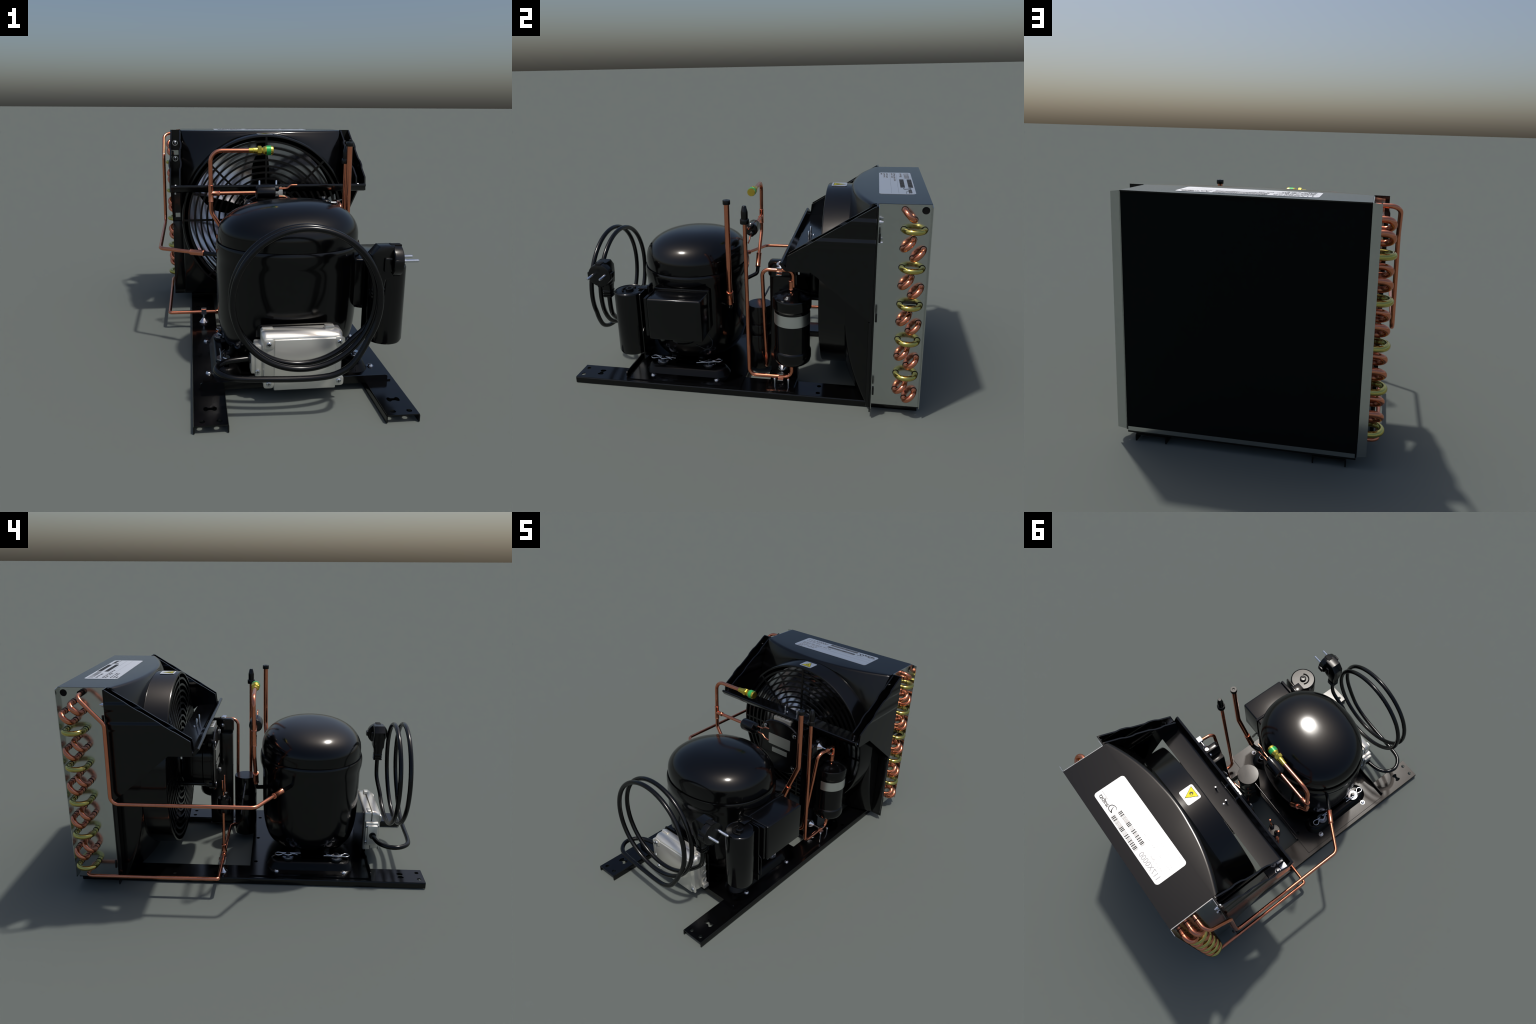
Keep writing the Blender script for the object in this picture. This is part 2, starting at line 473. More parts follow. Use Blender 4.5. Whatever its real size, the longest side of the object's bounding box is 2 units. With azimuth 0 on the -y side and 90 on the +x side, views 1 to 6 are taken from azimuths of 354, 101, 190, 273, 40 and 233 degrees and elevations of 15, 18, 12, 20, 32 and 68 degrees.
# ------------------------------------------------------------------ condenser
YA, YB, YC = 0.871, 0.920, 0.969
ST = 0.0977
zA = lambda k: 1.130 - ST * k
zB = lambda k: 1.081 - ST * k
bm = bmesh.new()
add_box(bm, (-0.496, 0.758, 0.052), (0.552, 0.996, 1.150))
cond = finish(bm, "condenser_coil", M_FIN, None)
box("casing_lid", (-0.498, 0.7382, 1.1505), (0.554, 0.9995, 1.1560), M_SHROUD, cond, 0)
box("casing_tray", (-0.494, 0.75, 0.0405), (0.550, 0.9985, 0.0505), M_SHEET, cond, 0.0015)
plate("drip_edge", [[(-0.49, 0.0505), (0.547, 0.0505), (0.547, 0.071), (-0.49, 0.071)]], 0.003, M_STEEL, cond, lambda x, y, z: (x, 0.999 + z * 0.5, y))
for s, xw in ((1, 0.556), (-1, -0.501)):
    holes = [circle2(YC, 1.127, 0.0185, 24)]
    web = plate("end_plate", [[(0.748, 0.052), (0.9965, 0.052), (0.9965, 1.155), (0.748, 1.155)]] + holes, 0.004, M_STEEL, cond, lambda x, y, z, xw=xw: (xw + z, x, y))
    if s > 0:
        plate("plate_flange", [[(xw + 0.001, 0.058), (xw + 0.040, 0.064), (xw + 0.040, 1.150), (xw + 0.001, 1.155)]], 0.003, M_STEEL, web, lambda x, y, z: (x, 0.9982 + z, y))
        plate("plate_flange", [[(xw + 0.001, 0.046), (xw + 0.046, 0.046), (xw + 0.046, 1.145), (xw + 0.001, 1.150)]], 0.003, M_STEEL, web, lambda x, y, z: (x, 0.7495 + z, y))
    else:
        plate("plate_flange", [[(xw - 0.037, 0.064), (xw - 0.001, 0.058), (xw - 0.001, 1.155), (xw - 0.037, 1.150)]], 0.003, M_STEEL, web, lambda x, y, z: (x, 0.9982 + z, y))
        plate("plate_flange", [[(xw - 0.046, 0.046), (xw - 0.001, 0.046), (xw - 0.001, 1.150), (xw - 0.046, 1.145)]], 0.003, M_STEEL, web, lambda x, y, z: (x, 0.7495 + z, y))
    # dark back of the corner hole
    bm = bmesh.new()
    add_lathe(bm, [(0, 0), (0.0195, 0), (0.0195, 0.002), (0, 0.002)], (xw - s * 0.0035, YC, 1.127), (s, 0, 0), 24)
    finish(bm, "hole_backing", M_DARK, web)

RB = 0.0145
def u_bend(name, s, a, b, mat, stub=0.014):
    """hairpin from tube mouth a to b (y, z); s = outward direction"""
    xw = 0.5585 if s > 0 else -0.5035
    pa, pb = Vector((xw, *a)), Vector((xw, *b))
    out = Vector((s, 0, 0))
    mid = (pa + pb) / 2
    rad = (pb - pa).length / 2
    d = (pa - mid).normalized()
    pts = [pa, pa + out * stub]
    for i in range(1, 16):
        t = PI * i / 16
        pts.append(mid + out * (stub + math.sin(t) * max(rad, 0.040)) + d * math.cos(t) * rad)
    pts += [pb + out * stub, pb]
    bm = bmesh.new()
    add_tube(bm, pts, RB, 16)
    for p in (pa, pb):
        add_lathe(bm, [(RB, 0.0), (RB + 0.0022, 0.0), (RB + 0.0022, 0.0012), (RB, 0.002)], p, out, 20, mat=1)
        if s < 0:
            add_lathe(bm, [(RB, 0.0), (RB + 0.0013, 0.0007), (RB + 0.0013, 0.0023), (RB, 0.003)], p + out * (stub - 0.015), out, 20, mat=1)
    return finish(bm, name, mat, cond, 50, mats=[mat, M_DARK])
for k in (1, 3, 5, 7, 9):
    u_bend("brass_return_bend", 1, (YA, zA(k)), (YC, zA(k)), M_BRASS, 0.008)
    u_bend("copper_return_bend", 1, (YB, zB(k)), (YA, zA(k + 1)), M_COPPER, 0.008)
    u_bend("copper_return_bend", 1, (YC, zA(k + 1)), (YB, zB(k + 1)), M_COPPER, 0.008)
u_bend("copper_return_bend", 1, (YA, zA(0)), (YB, zB(0)), M_COPPER, 0.008)
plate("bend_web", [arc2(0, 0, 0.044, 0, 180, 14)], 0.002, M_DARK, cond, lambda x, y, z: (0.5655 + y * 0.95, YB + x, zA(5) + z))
for k in (0, 2, 4, 6, 8):
    u_bend("copper_return_bend", -1, (YB, zB(k)), (YA, zA(k + 1)), M_COPPER, 0.045)
    u_bend("copper_return_bend", -1, (YC, zA(k + 1)), (YB, zB(k + 1)), M_COPPER, 0.045)
    u_bend("brass_return_bend", -1, (YA, zA(k + 2)), (YC, zA(k + 2)), M_BRASS, 0.043)

# ------------------------------------------------------------------ fan shroud
RZ = 0.610          # fan axis height
RR = 0.530          # ring radius
X0, X1, Z0, Z1 = -0.498, 0.556, 0.056, 1.1560
def rect_radius(t):
    c, s = math.cos(t), math.sin(t)
    cand = []
    if c > 1e-9: cand.append((X1 - CX) / c)
    if c < -1e-9: cand.append((X0 - CX) / c)
    if s > 1e-9: cand.append((Z1 - RZ) / s)
    if s < -1e-9: cand.append((Z0 - RZ) / s)
    return min(cand)
def shroud():
    bm = bmesh.new()
    n = 240
    ts = [2 * PI * i / n for i in range(n)]
    for cx_, cz_ in ((X1, Z1), (X0, Z1), (X0, Z0), (X1, Z0)):
        t = math.atan2(cz_ - RZ, cx_ - CX) % (2 * PI)
        j = min(range(len(ts)), key=lambda i: abs(ts[i] - t))
        ts[j] = t
    cols = []
    for t in ts:
        c, s = math.cos(t), math.sin(t)
        rr = rect_radius(t)
        ye = 0.600 + 0.108 * (max(0.0, rr - 0.535) / 0.215) ** 1.25
        f = min(0.022, 0.9 * (0.738 - ye))
        # fillet between straight wall and cone
        slope = Vector((-(rr - RR), 0.602 - ye))
        L = max(slope.length, 1e-6)
        sd = slope / L
        fl = min(f, L * 0.6)
        P = [(rr, 0.738), (rr, ye + f)]
        for k in range(1, 6):
            u = k / 6
            a, b, d = Vector((rr, ye + f)), Vector((rr, ye)), Vector((rr, ye)) + sd * fl
            q = a * (1 - u) ** 2 + b * 2 * u * (1 - u) + d * u * u
            P.append((q.x, q.y))
        d = Vector((rr, ye)) + sd * fl
        P.append((d.x, d.y))
        e = Vector((d.x, d.y))
        g = Vector((RR, 0.5985))
        for k in range(1, 6):          # slightly bulged cone face
            u = k / 6
            q = e * (1 - u) + g * u
            P.append((q.x, q.y - 0.030 * u * (1 - u) * max(0.0, rr - RR) / 0.215))
        P += [(RR + 0.001, 0.6005), (RR, 0.598), (RR, 0.468), (RR - 0.003, 0.462), (RR - 0.007, 0.460), (RR - 0.014, 0.460), (RR - 0.014, 0.612), (rr - 0.012, 0.738)]
        cols.append([bm.verts.new((CX + r * c, y, RZ + r * s)) for r, y in P])
    m = len(cols[0])
    for a, b in zip(cols, cols[1:] + cols[:1]):
        for k in range(m - 1):
            bm.faces.new((a[k], a[k + 1], b[k + 1], b[k]))
    return finish(bm, "fan_shroud", M_SHROUD, None, 32)
shr = shroud()
# side strips that carry the shroud
def slot_at(xc, z):
    return rounded_rect(xc - 0.021, z - 0.015, xc + 0.021, z + 0.015, 0.002, 2)
for xa, xb in ((-0.566, -0.4995), (0.5595, 0.625)):
    xc = (xa + xb) / 2 - (0.005 if xa < 0 else -0.003)
    st = plate("mounting_strip", [[(xa, 0.040), (xb, 0.040), (xb, 1.158), (xa, 1.158)]] + [slot_at(xc, z) for z in (1.012, 0.595, 0.177)], 0.006, M_SHEET, shr,
               lambda x, y, z: (x, 0.7425 + z, y))
    for z in (1.074, 0.972):
        screw("panel_screw", (xc, 0.739, z), (0, -1, 0), shr, 0.014, 0.008)
        bm = bmesh.new()
        add_lathe(bm, [(0, 0), (0.011, 0), (0.011, 0.010), (0.006, 0.010), (0.006, 0.020), (0, 0.021)], (xc, 0.752, z), (0, 1, 0), 16)
        finish(bm, "screw_tip", M_ZINC, shr)
    for z in (1.012, 0.595, 0.177):
        box("snap_tab", (xb - 0.018 if xa > 0 else xa + 0.004, 0.7518, z - 0.035), (xb - 0.004 if xa > 0 else xa + 0.018, 0.762, z + 0.012), M_PLASTIC, shr, 0.002)
for xa, xb in ((-0.5655, -0.4985), (0.5570, 0.6245)):
    box("shroud_rail", (xa, 0.721, 0.070), (xb, 0.7390, 0.556), M_SHEET, shr, 0.003)
box("sill_strip", (-0.4985, 0.739, 0.040), (0.5585, 0.744, 0.0555), M_SHEET, shr, 0.001)

# hood cheeks: sloped double walls with two embossed ribs
def ymin_top(z):
    if z > 0.893:
        return 0.310 + (z - 0.893) / (1.157 - 0.893) * (0.737 - 0.310)
    if z > 0.812:
        return 0.300 + (z - 0.812) / (0.893 - 0.812) * 0.010
    return 0.430 + (0.812 - z) / (0.812 - 0.550) * (0.737 - 0.430)
def rib(z):
    return sum(0.0065 * min(1.0, 1.8 * max(0.0, 1 - abs(z - c) / 0.026)) for c in (1.070, 0.966))
def cheek(x, out, thick, zlow):
    zs = [1.154, 1.145, 1.13, 1.115]
    zs += [1.105 - i * 0.006 for i in range(13)] + [1.01] + [1.000 - i * 0.006 for i in range(13)] + [0.915, 0.9, 0.893, 0.86, 0.83, 0.8121]
    if zlow < 0.8:
        zs += [0.8115, 0.75, 0.68, 0.61, 0.552]
    bm = bmesh.new()
    rows = []
    for z in zs:
        d = out * rib(z)
        ya, yb = ymin_top(z), 0.7385
        rows.append([bm.verts.new((x + d, ya, z)), bm.verts.new((x + d, yb, z)), bm.verts.new((x + d - out * thick, yb, z)), bm.verts.new((x + d - out * thick, ya, z))])
    for a, b in zip(rows, rows[1:]):
        for k in range(4):
            bm.faces.new((a[k], a[(k + 1) % 4], b[(k + 1) % 4], b[k]))
    bm.faces.new(rows[0]); bm.faces.new(rows[-1])
    return finish(bm, "hood_cheek", M_SHEET, shr, 40)
for xo, xi, s in ((0.625, 0.563, 1), (-0.566, -0.500, -1)):
    cheek(xo, s, 0.009, 0.55)
    cheek(xi, -s, 0.009, 0.55)
    lo, hi = min(xo, xi), max(xo, xi)
    # floor of the cheek channel, front stop and the bright washer plate
    box("channel_floor", (lo + 0.0095, 0.302, 0.8125), (hi - 0.0095, 0.432, 0.8165), M_SHEET, shr, 0.001)
    box("tab_plate", (lo + 0.012, 0.306, 0.8245), (hi - 0.012, 0.345, 0.8275), M_ZINC, shr, 0.001)
    screw("tray_screw", ((lo + hi) / 2, 0.365, 0.8245), (0, 0, 1), shr, 0.013, 0.022)
    lathe("screw_shank", [(0, 0.79), (0.006, 0.79), (0.006, 0.812), (0, 0.812)], M_ZINC, ((lo + hi) / 2, 0.365, 0), parent=shr, n=14)

# cross tray with rolled front lip
bm = bmesh.new()
prof = [(0.428, 0.822), (0.318, 0.822), (0.308, 0.824), (0.300, 0.830), (0.282, 0.8545), (0.275, 0.856), (0.268, 0.852), (0.267, 0.845), (0.288, 0.818), (0.300, 0.810), (0.315, 0.8085), (0.318, 0.8185), (0.428, 0.8185)]
vs = []
for x in (-0.556, 0.616):
    vs.append([bm.verts.new((x, p[0], p[1])) for p in prof])
k = len(prof)
for i in range(k):
    bm.faces.new((vs[0][i], vs[0][(i + 1) % k], vs[1][(i + 1) % k], vs[1][i]))
bm.faces.new(vs[0]); bm.faces.new(vs[1])
tray = finish(bm, "cross_tray", M_SHEET, shr, 40)
bm = bmesh.new()
add_lathe(bm, [(0, 0.79), (0.0062, 0.79), (0.0062, 0.868), (0.0045, 0.871), (0, 0.871)], n=16)
st = finish(bm, "threaded_stud", M_ZINC, tray)
st.location = (0.079, 0.357, 0)
copy_at(st, (-0.025, 0.357, 0))
lathe("tray_rivet", [(0, 0.822), (0.007, 0.822), (0.005, 0.826), (0, 0.827)], M_ZINC, (-0.02, 0.375, 0), parent=tray, n=14)

# finger guard: rings and spokes
bm = bmesh.new()
for i in range(9):
    r = 0.184 + 0.0380 * i
    add_lathe(bm, [(r - 0.0062, 0.0), (r + 0.0062, 0.0), (r + 0.0062, 0.009), (r - 0.0062, 0.009), (r - 0.0062, 0.0)], (CX, 0.462, RZ), (0, 1, 0), 96)
for f in [f for f in bm.faces if len(f.verts) > 10]:
    bm.faces.remove(f)
for i in range(8):
    t = PI / 4 * i
    q = bmesh.ops.create_cube(bm, size=1.0)
    for v in q["verts"]:
        l, w, d = v.co.x * 0.40 + 0.32, v.co.y * 0.013, v.co.z * 0.008
        v.co = Vector((CX + l * math.cos(t) - w * math.sin(t), 0.4655 + d, RZ + l * math.sin(t) + w * math.cos(t)))
guard = finish(bm, "finger_guard", M_PLASTIC, shr, 35)
lathe("guard_hub", [(0, 0.452), (0.150, 0.452), (0.152, 0.470), (0, 0.470)], M_PLASTIC, (CX, 0, RZ), (0, 1, 0), guard, n=48)

# fan
hub = lathe("fan", [(0, 0.52), (0.075, 0.52), (0.085, 0.53), (0.085, 0.66), (0, 0.66)], M_PLASTIC, (CX, 0, RZ), (0, 1, 0), n=40)
bm = bmesh.new()
nr, na = 12, 16
gridf, gridb = [], []
for i in range(nr + 1):
    f = i / nr
    r = 0.075 + (0.485 - 0.075) * f
    t0 = math.radians(8) - math.radians(14) * f * f + math.radians(10) * math.sin(PI * f)   # trailing edge, swept
    t1 = math.radians(60) + math.radians(12) * f
    rowf, rowb = [], []
    for j in range(na + 1):
        u = j / na
        t = PI / 2 + t0 + (t1 - t0) * u
        depth = 0.066 * (1 - 2 * u) * (0.8 + 0.2 * f) + 0.012 * math.sin(PI * u)
        x, z = r * math.cos(t), r * math.sin(t)
        rowf.append(bm.verts.new((x, depth - 0.0015, z)))
        rowb.append(bm.verts.new((x, depth + 0.0015, z)))
    gridf.append(rowf); gridb.append(rowb)
for g in (gridf, gridb):
    for i in range(nr):
        for j in range(na):
            bm.faces.new((g[i][j], g[i][j + 1], g[i + 1][j + 1], g[i + 1][j]))
def rim(a, b):
    for i in range(len(a) - 1):
        bm.faces.new((a[i], a[i + 1], b[i + 1], b[i]))
rim(gridf[0], gridb[0]); rim(gridf[-1], gridb[-1])
rim([r[0] for r in gridf], [r[0] for r in gridb]); rim([r[-1] for r in gridf], [r[-1] for r in gridb])
blade = finish(bm, "fan_blade", M_BLADE, hub, 40)
blade.location = (CX, 0.588, RZ)
for i in range(1, 5):
    copy_at(blade, (CX, 0.588, RZ), rot=(0, 2 * PI * i / 5, 0))
blade.rotation_euler = (0, 0, 0)

# ------------------------------------------------------------------ fan motor
motor = lathe("fan_motor", [(0, 0.452), (0.120, 0.452), (0.150, 0.440), (0.160, 0.420), (0.160, 0.380), (0.172, 0.376), (0.175, 0.315), (0.171, 0.312), (0.175, 0.309), (0.177, 0.262), (0.194, 0.258), (0.196, 0.248), (0.190, 0.242), (0.150, 0.240), (0, 0.240)],
              M_SHEET, (CX, 0, RZ), (0, 1, 0), n=64, power=2.5)
bm = bmesh.new()
add_lathe(bm, [(0.022, 0), (0.028, 0.003), (0.028, 0.040), (0, 0.040), (0, 0.0)], n=20)
ear = finish(bm, "motor_ear", M_SHEET, motor)
first = True
for dx in (-0.1295, 0.1295):
    for dz in (-0.129, 0.130):
        p = (CX + dx, 0.238, RZ + dz)
        rot = (-PI / 2, 0, 0)
        if first:
            ear.location = p; ear.rotation_euler = rot; first = False
        else:
            copy_at(ear, p, rot=rot)
        screw("motor_screw", (p[0], 0.2375, p[2]), (0, -1, 0), motor, 0.014, 0.004, False)
        lathe("stand_off", [(0, 0.30), (0.012, 0.30), (0.012, 0.462), (0, 0.462)], M_SHEET, (p[0], 0, p[2]), (0, 1, 0), motor, n=14)
plate("rating_label", [rounded_rect(-0.070, 0.612, 0.123, 0.694, 0.006)], 0.0012, M_BAND, motor, lambda x, y, z: (x, 0.2388 + z, y))
plate("rating_label", [rounded_rect(-0.037, 0.555, 0.098, 0.592, 0.005)], 0.0012, M_BAND, motor, lambda x, y, z: (x, 0.2388 + z, y))
bm = bmesh.new()
add_box(bm, (-0.040, 0.2515, 0.757), (0.104, 0.305, 0.828), 0.003)
for i in range(4):
    xx = -0.02 + 0.035 * i
    add_box(bm, (xx, 0.260, 0.8275), (xx + 0.004, 0.288, 0.8295), 0, mat=1)
finish(bm, "terminal_block", M_SMOKE, motor, 35, mats=[M_SMOKE, M_DARK])
box("block_clamp", (0.105, 0.262, 0.77), (0.125, 0.29, 0.815), M_SHEET, motor, 0.002)

# ------------------------------------------------------------------ labels
def on_top(x, y, z): return (x, y, 1.1568 + z)
lab = plate("data_label", [rounded_rect(-0.280, 0.749, 0.337, 0.9355, 0.018, 6)], 0.001, M_LABEL, None, on_top)
def mirrored(x0, y0, zz=1.1576):
    """print that runs along +x with its letter tops towards -y"""
    return lambda x, y, z: (x0 + x, y0 - y, zz + z)
# script word mark: swash capital drawn as flat strokes, small slanted letters, rule above
def stroke(pts, widths, name="printed_stroke"):
    """flat ribbon through pts in label space (x along the line, y towards the letter tops)"""
    pts = [Vector((p[0], p[1], 0)) for p in pts]
    bm = bmesh.new()
    L, Rr = [], []
    for i, p in enumerate(pts):
        d = (pts[min(i + 1, len(pts) - 1)] - pts[max(i - 1, 0)]).normalized()
        nrm = Vector((-d.y, d.x, 0)) * widths[i] / 2
        for lst, q in ((L, p + nrm), (Rr, p - nrm)):
            lst.append([bm.verts.new((0.185 + q.x, 0.921 - q.y, 1.1572 + dz)) for dz in (0, 0.0008)])
    for i in range(len(pts) - 1):
        for a, b in ((L, L), (Rr, Rr)):
            bm.faces.new((a[i][0], a[i + 1][0], a[i + 1][1], a[i][1]))
        bm.faces.new((L[i][1], L[i + 1][1], Rr[i + 1][1], Rr[i][1]))
    return finish(bm, name, M_INK, lab, 0)
def curve_pts(c, per=6):
    c = [Vector((a, b, 0)) for a, b in c]
    out = []
    for i in range(len(c) - 1):
        p0, p1, p2, p3 = c[max(i - 1, 0)], c[i], c[i + 1], c[min(i + 2, len(c) - 1)]
        for k in range(per):
            t = k / per
            out.append(0.5 * ((2 * p1) + (p2 - p0) * t + (2 * p0 - 5 * p1 + 4 * p2 - p3) * t * t + (3 * p1 - p0 - 3 * p2 + p3) * t ** 3))
    return [(v.x, v.y) for v in out + [c[-1]]]
q = curve_pts([(0.004, 0.008), (0.013, 0.012), (0.022, 0.024), (0.026, 0.038)])
stroke(q, [0.0080 - 0.004 * abs(2 * i / (len(q) - 1) - 0.5) for i in range(len(q))])
q = curve_pts([(0.000, 0.036), (0.008, 0.043), (0.024, 0.043), (0.040, 0.034), (0.044, 0.020), (0.036, 0.010), (0.022, 0.006), (0.010, 0.009), (0.004, 0.008)])
stroke(q, [0.0020 + 0.0034 * math.sin(PI * i / (len(q) - 1)) for i in range(len(q))])
text_mesh("printed_word", "anfoss", 0.036, M_INK, lab, mirrored(0.229, 0.917), shear=0.45, space=0.92, bold=0.0006)
bm = bmesh.new()
add_box(bm, (0.268, 0.8870, 1.1572), (0.329, 0.8890, 1.1580))
finish(bm, "printed_rule", M_INK, lab)
def barcode(x0, x1, y0, y1):
    bm = bmesh.new()
    x = x0
    rnd = random.Random(3)
    while x < x1:
        w = rnd.choice((0.0019, 0.0019, 0.0019, 0.0019, 0.0065))
        add_box(bm, (x, y0, 1.1572), (min(x + w, x1), y1, 1.1578))
        x += w + rnd.choice((0.0018, 0.0024))
    ob = finish(bm, "barcode", M_INK, lab, 0)
    ob["kind"] = "stuff"
barcode(-0.062, 0.174, 0.862, 0.886)
barcode(-0.062, 0.174, 0.904, 0.929)
text_mesh("printed_number", "117X0000", 0.042, M_GREYINK, lab, mirrored(-0.262, 0.922), space=1.0)
text_mesh("printed_line", "Cond. unit  0000", 0.018, M_GREYINK, lab, mirrored(-0.255, 0.880))
for yy, xr in ((0.849, 0.30), (0.812, 0.30)):
    bm = bmesh.new()
    add_box(bm, (-0.265, yy, 1.1572), (xr + 0.02, yy + 0.0008, 1.1576))
    finish(bm, "printed_rule", M_GREYINK, lab)
for i, (s, yy) in enumerate((("Refrigerant  R000   220-240V   50Hz   IP00", 0.842), ("LRA  0.0 A      FLA  0.0 A", 0.828), ("Test pressure   HP  00 bar", 0.799), ("LP  00 bar   Made in EU", 0.784), ("000000", 0.768))):
    text_mesh("printed_line", s, 0.014, M_GREYINK, lab, mirrored(-0.255, yy))

wl = plate("warning_label", [rounded_rect(-0.021, 0.484, 0.073, 0.569, 0.010, 5)], 0.0012, M_LABEL, None, lambda x, y, z: (x, y, RZ + RR + 0.0004 + z))
def curved(off): return lambda x, y, z: (x, y, RZ + RR + 0.0004 + off + z)
plate("warning_triangle", [[(0.0655, 0.4935), (-0.0115, 0.4935), (0.027, 0.5625)]], 0.0008, M_INK, wl, curved(0.0009))
plate("warning_triangle", [[(0.0605, 0.4965), (-0.0065, 0.4965), (0.027, 0.5565)]], 0.0008, M_YELLOW, wl, curved(0.0014))
flame = [(0.027 + r * math.cos(a), 0.517 + r * math.sin(a)) for a, r in [(2 * PI * i / 18, 0.0125 if i % 2 else 0.0085) for i in range(18)]]
plate("hot_surface_symbol", [flame, circle2(0.024, 0.519, 0.0055, 10)], 0.0006, M_INK, wl, curved(0.0019))

# ------------------------------------------------------------------ pipework
dis = tube("discharge_pipe", [(-0.503, 0.871, 1.130), (-0.613, 0.866, 1.130), (-0.613, 0.735, 0.990), (-0.615, 0.738, 0.556), (-0.614, -0.028, 0.553), (-0.446, -0.123, 0.553), (-0.38, -0.165, 0.555)], 0.0105, M_COPPER, bend=0.045)
sleeve("pipe_socket", (-0.450, -0.121, 0.552), (-0.376, -0.167, 0.555), 0.0155, M_COPPER, dis)
tube("black_stub", [(-0.40, -0.152, 0.554), (-0.27, -0.235, 0.556)], 0.0115, M_SHELL, dis)
for x in (-0.5045, -0.532):
    bm = bmesh.new()
    add_lathe(bm, [(RB, 0), (RB + 0.002, 0.001), (RB + 0.002, 0.0035), (RB, 0.004)], (x, 0.871, 1.130), (-1, 0, 0), 20)
    finish(bm, "joint_ring", M_DARK, dis)

liq = tube("liquid_pipe", [(-0.503, 0.920, 0.104), (-0.582, 0.920, 0.102), (-0.583, 0.186, 0.102), (-0.575, 0.178, 0.102), (0.10, 0.172, 0.102), (0.16, 0.11, 0.104)], 0.0105, M_COPPER, bend=0.035)
tube("pressure_riser", [(-0.281, 0.176, 0.10), (-0.281, 0.176, 0.37)], 0.0095, M_COPPER, liq, 0)
sleeve("pipe_socket", (-0.281, 0.176, 0.115), (-0.281, 0.176, 0.165), 0.0135, M_COPPER, liq)
sleeve("pipe_socket", (-0.31, 0.1755, 0.102), (-0.25, 0.1745, 0.102), 0.0135, M_COPPER, liq)

tall = tube("suction_pipe", [(0.418, -0.045, 1.115), (0.420, -0.047, 0.735), (0.330, -0.070, 0.500)], 0.0145, M_COPPER, bend=0.07)
sleeve("pipe_socket", (0.361, -0.062, 0.580), (0.328, -0.0705, 0.493), 0.0185, M_COPPER, tall)
lathe("sealing_cap", [(0, 1.100), (0.0195, 1.100), (0.0205, 1.103), (0.0205, 1.121), (0.019, 1.124), (0.008, 1.124), (0.006, 1.119), (0, 1.119)], M_PLASTIC, (0.418, -0.045, 0), parent=tall, n=28)
tube("black_stub", [(0.333, -0.069, 0.505), (0.315, -0.075, 0.455), (0.24, -0.115, 0.440)], 0.0145, M_SHELL, tall, 0.04)

slim = tube("service_pipe", [(0.424, 0.052, 1.01), (0.433, 0.054, 0.099), (0.431, 0.302, 0.099), (0.431, 0.303, 0.215)], 0.011, M_COPPER, bend=0.04)
lathe("sealing_cap", [(0, 0.999), (0.0235, 0.999), (0.0245, 1.003), (0.0245, 1.023), (0.0225, 1.026), (0.0185, 1.027), (0.0185, 1.064), (0.017, 1.070), (0.0115, 1.094), (0.009, 1.097), (0, 1.097)], M_PLASTIC, (0.426, 0.052, 0), parent=slim, n=28)

back = tube("drier_pipe", [(0.16, 0.10, 0.10), (0.345, 0.141, 0.103), (0.432, 0.142, 0.75), (0.440, 0.240, 0.75), (0.431, 0.312, 0.750), (0.430, 0.314, 0.655)], 0.0105, M_COPPER, bend=0.042)
sleeve("pipe_socket", (0.430, 0.303, 0.637), (0.428, 0.302, 0.692), 0.0145, M_COPPER, back)

srv = tube("charging_pipe", [(-0.120, 0.000, 1.077), (-0.333, -0.003, 1.077), (-0.333, -0.008, 0.745), (-0.247, -0.012, 0.610), (-0.20, -0.011, 0.54)], 0.0115, M_COPPER, bend=0.06)
sleeve("pipe_socket", (-0.333, -0.007, 0.80), (-0.333, -0.006, 0.895), 0.0138, M_COPPER, srv)
sleeve("pipe_socket", (-0.335, -0.006, 0.848), (-0.282, -0.005, 0.848), 0.0138, M_COPPER, srv)
tube("branch_pipe", [(-0.30, -0.005, 0.848), (-0.09, -0.004, 0.849)], 0.0105, M_COPPER, srv, 0)
sleeve("pipe_socket", (-0.251, -0.012, 0.615), (-0.196, -0.011, 0.535), 0.0165, M_COPPER, srv)
tube("black_stub", [(-0.205, -0.011, 0.548), (-0.178, -0.012, 0.497), (-0.130, -0.065, 0.480), (-0.09, -0.12, 0.478)], 0.0125, M_SHELL, srv, 0.03)
# brass charging fitting with a green ring
def fx(a1): return -0.126 + (a1 - 1475) / 2890.0
fit = lathe("charging_fitting", [(0, fx(1475)), (0.0145, fx(1475)), (0.0148, fx(1538)), (0.0165, fx(1542)), (0.0168, fx(1608)), (0.0165, fx(1612)), (0.0165, fx(1690)), (0.0215, fx(1712)), (0.0245, fx(1740)), (0.0245, fx(1835)), (0.0225, fx(1856)), (0, fx(1856))],
            M_GOLD, (0, 0, 1.077), (1, 0, 0), srv, n=28)
lathe("hexagon_nut", [(0, fx(1610)), (0.022, fx(1610)), (0.0245, fx(1620)), (0.0245, fx(1665)), (0.022, fx(1675)), (0, fx(1675))], M_GOLD, (0, 0, 1.077), (1, 0, 0), srv, n=6, smooth=20)
lathe("green_ring", [(0.02, fx(1748)), (0.0258, fx(1748)), (0.0258, fx(1818)), (0.02, fx(1818))], M_GREEN, (0, 0, 1.077), (1, 0, 0), srv, n=28)

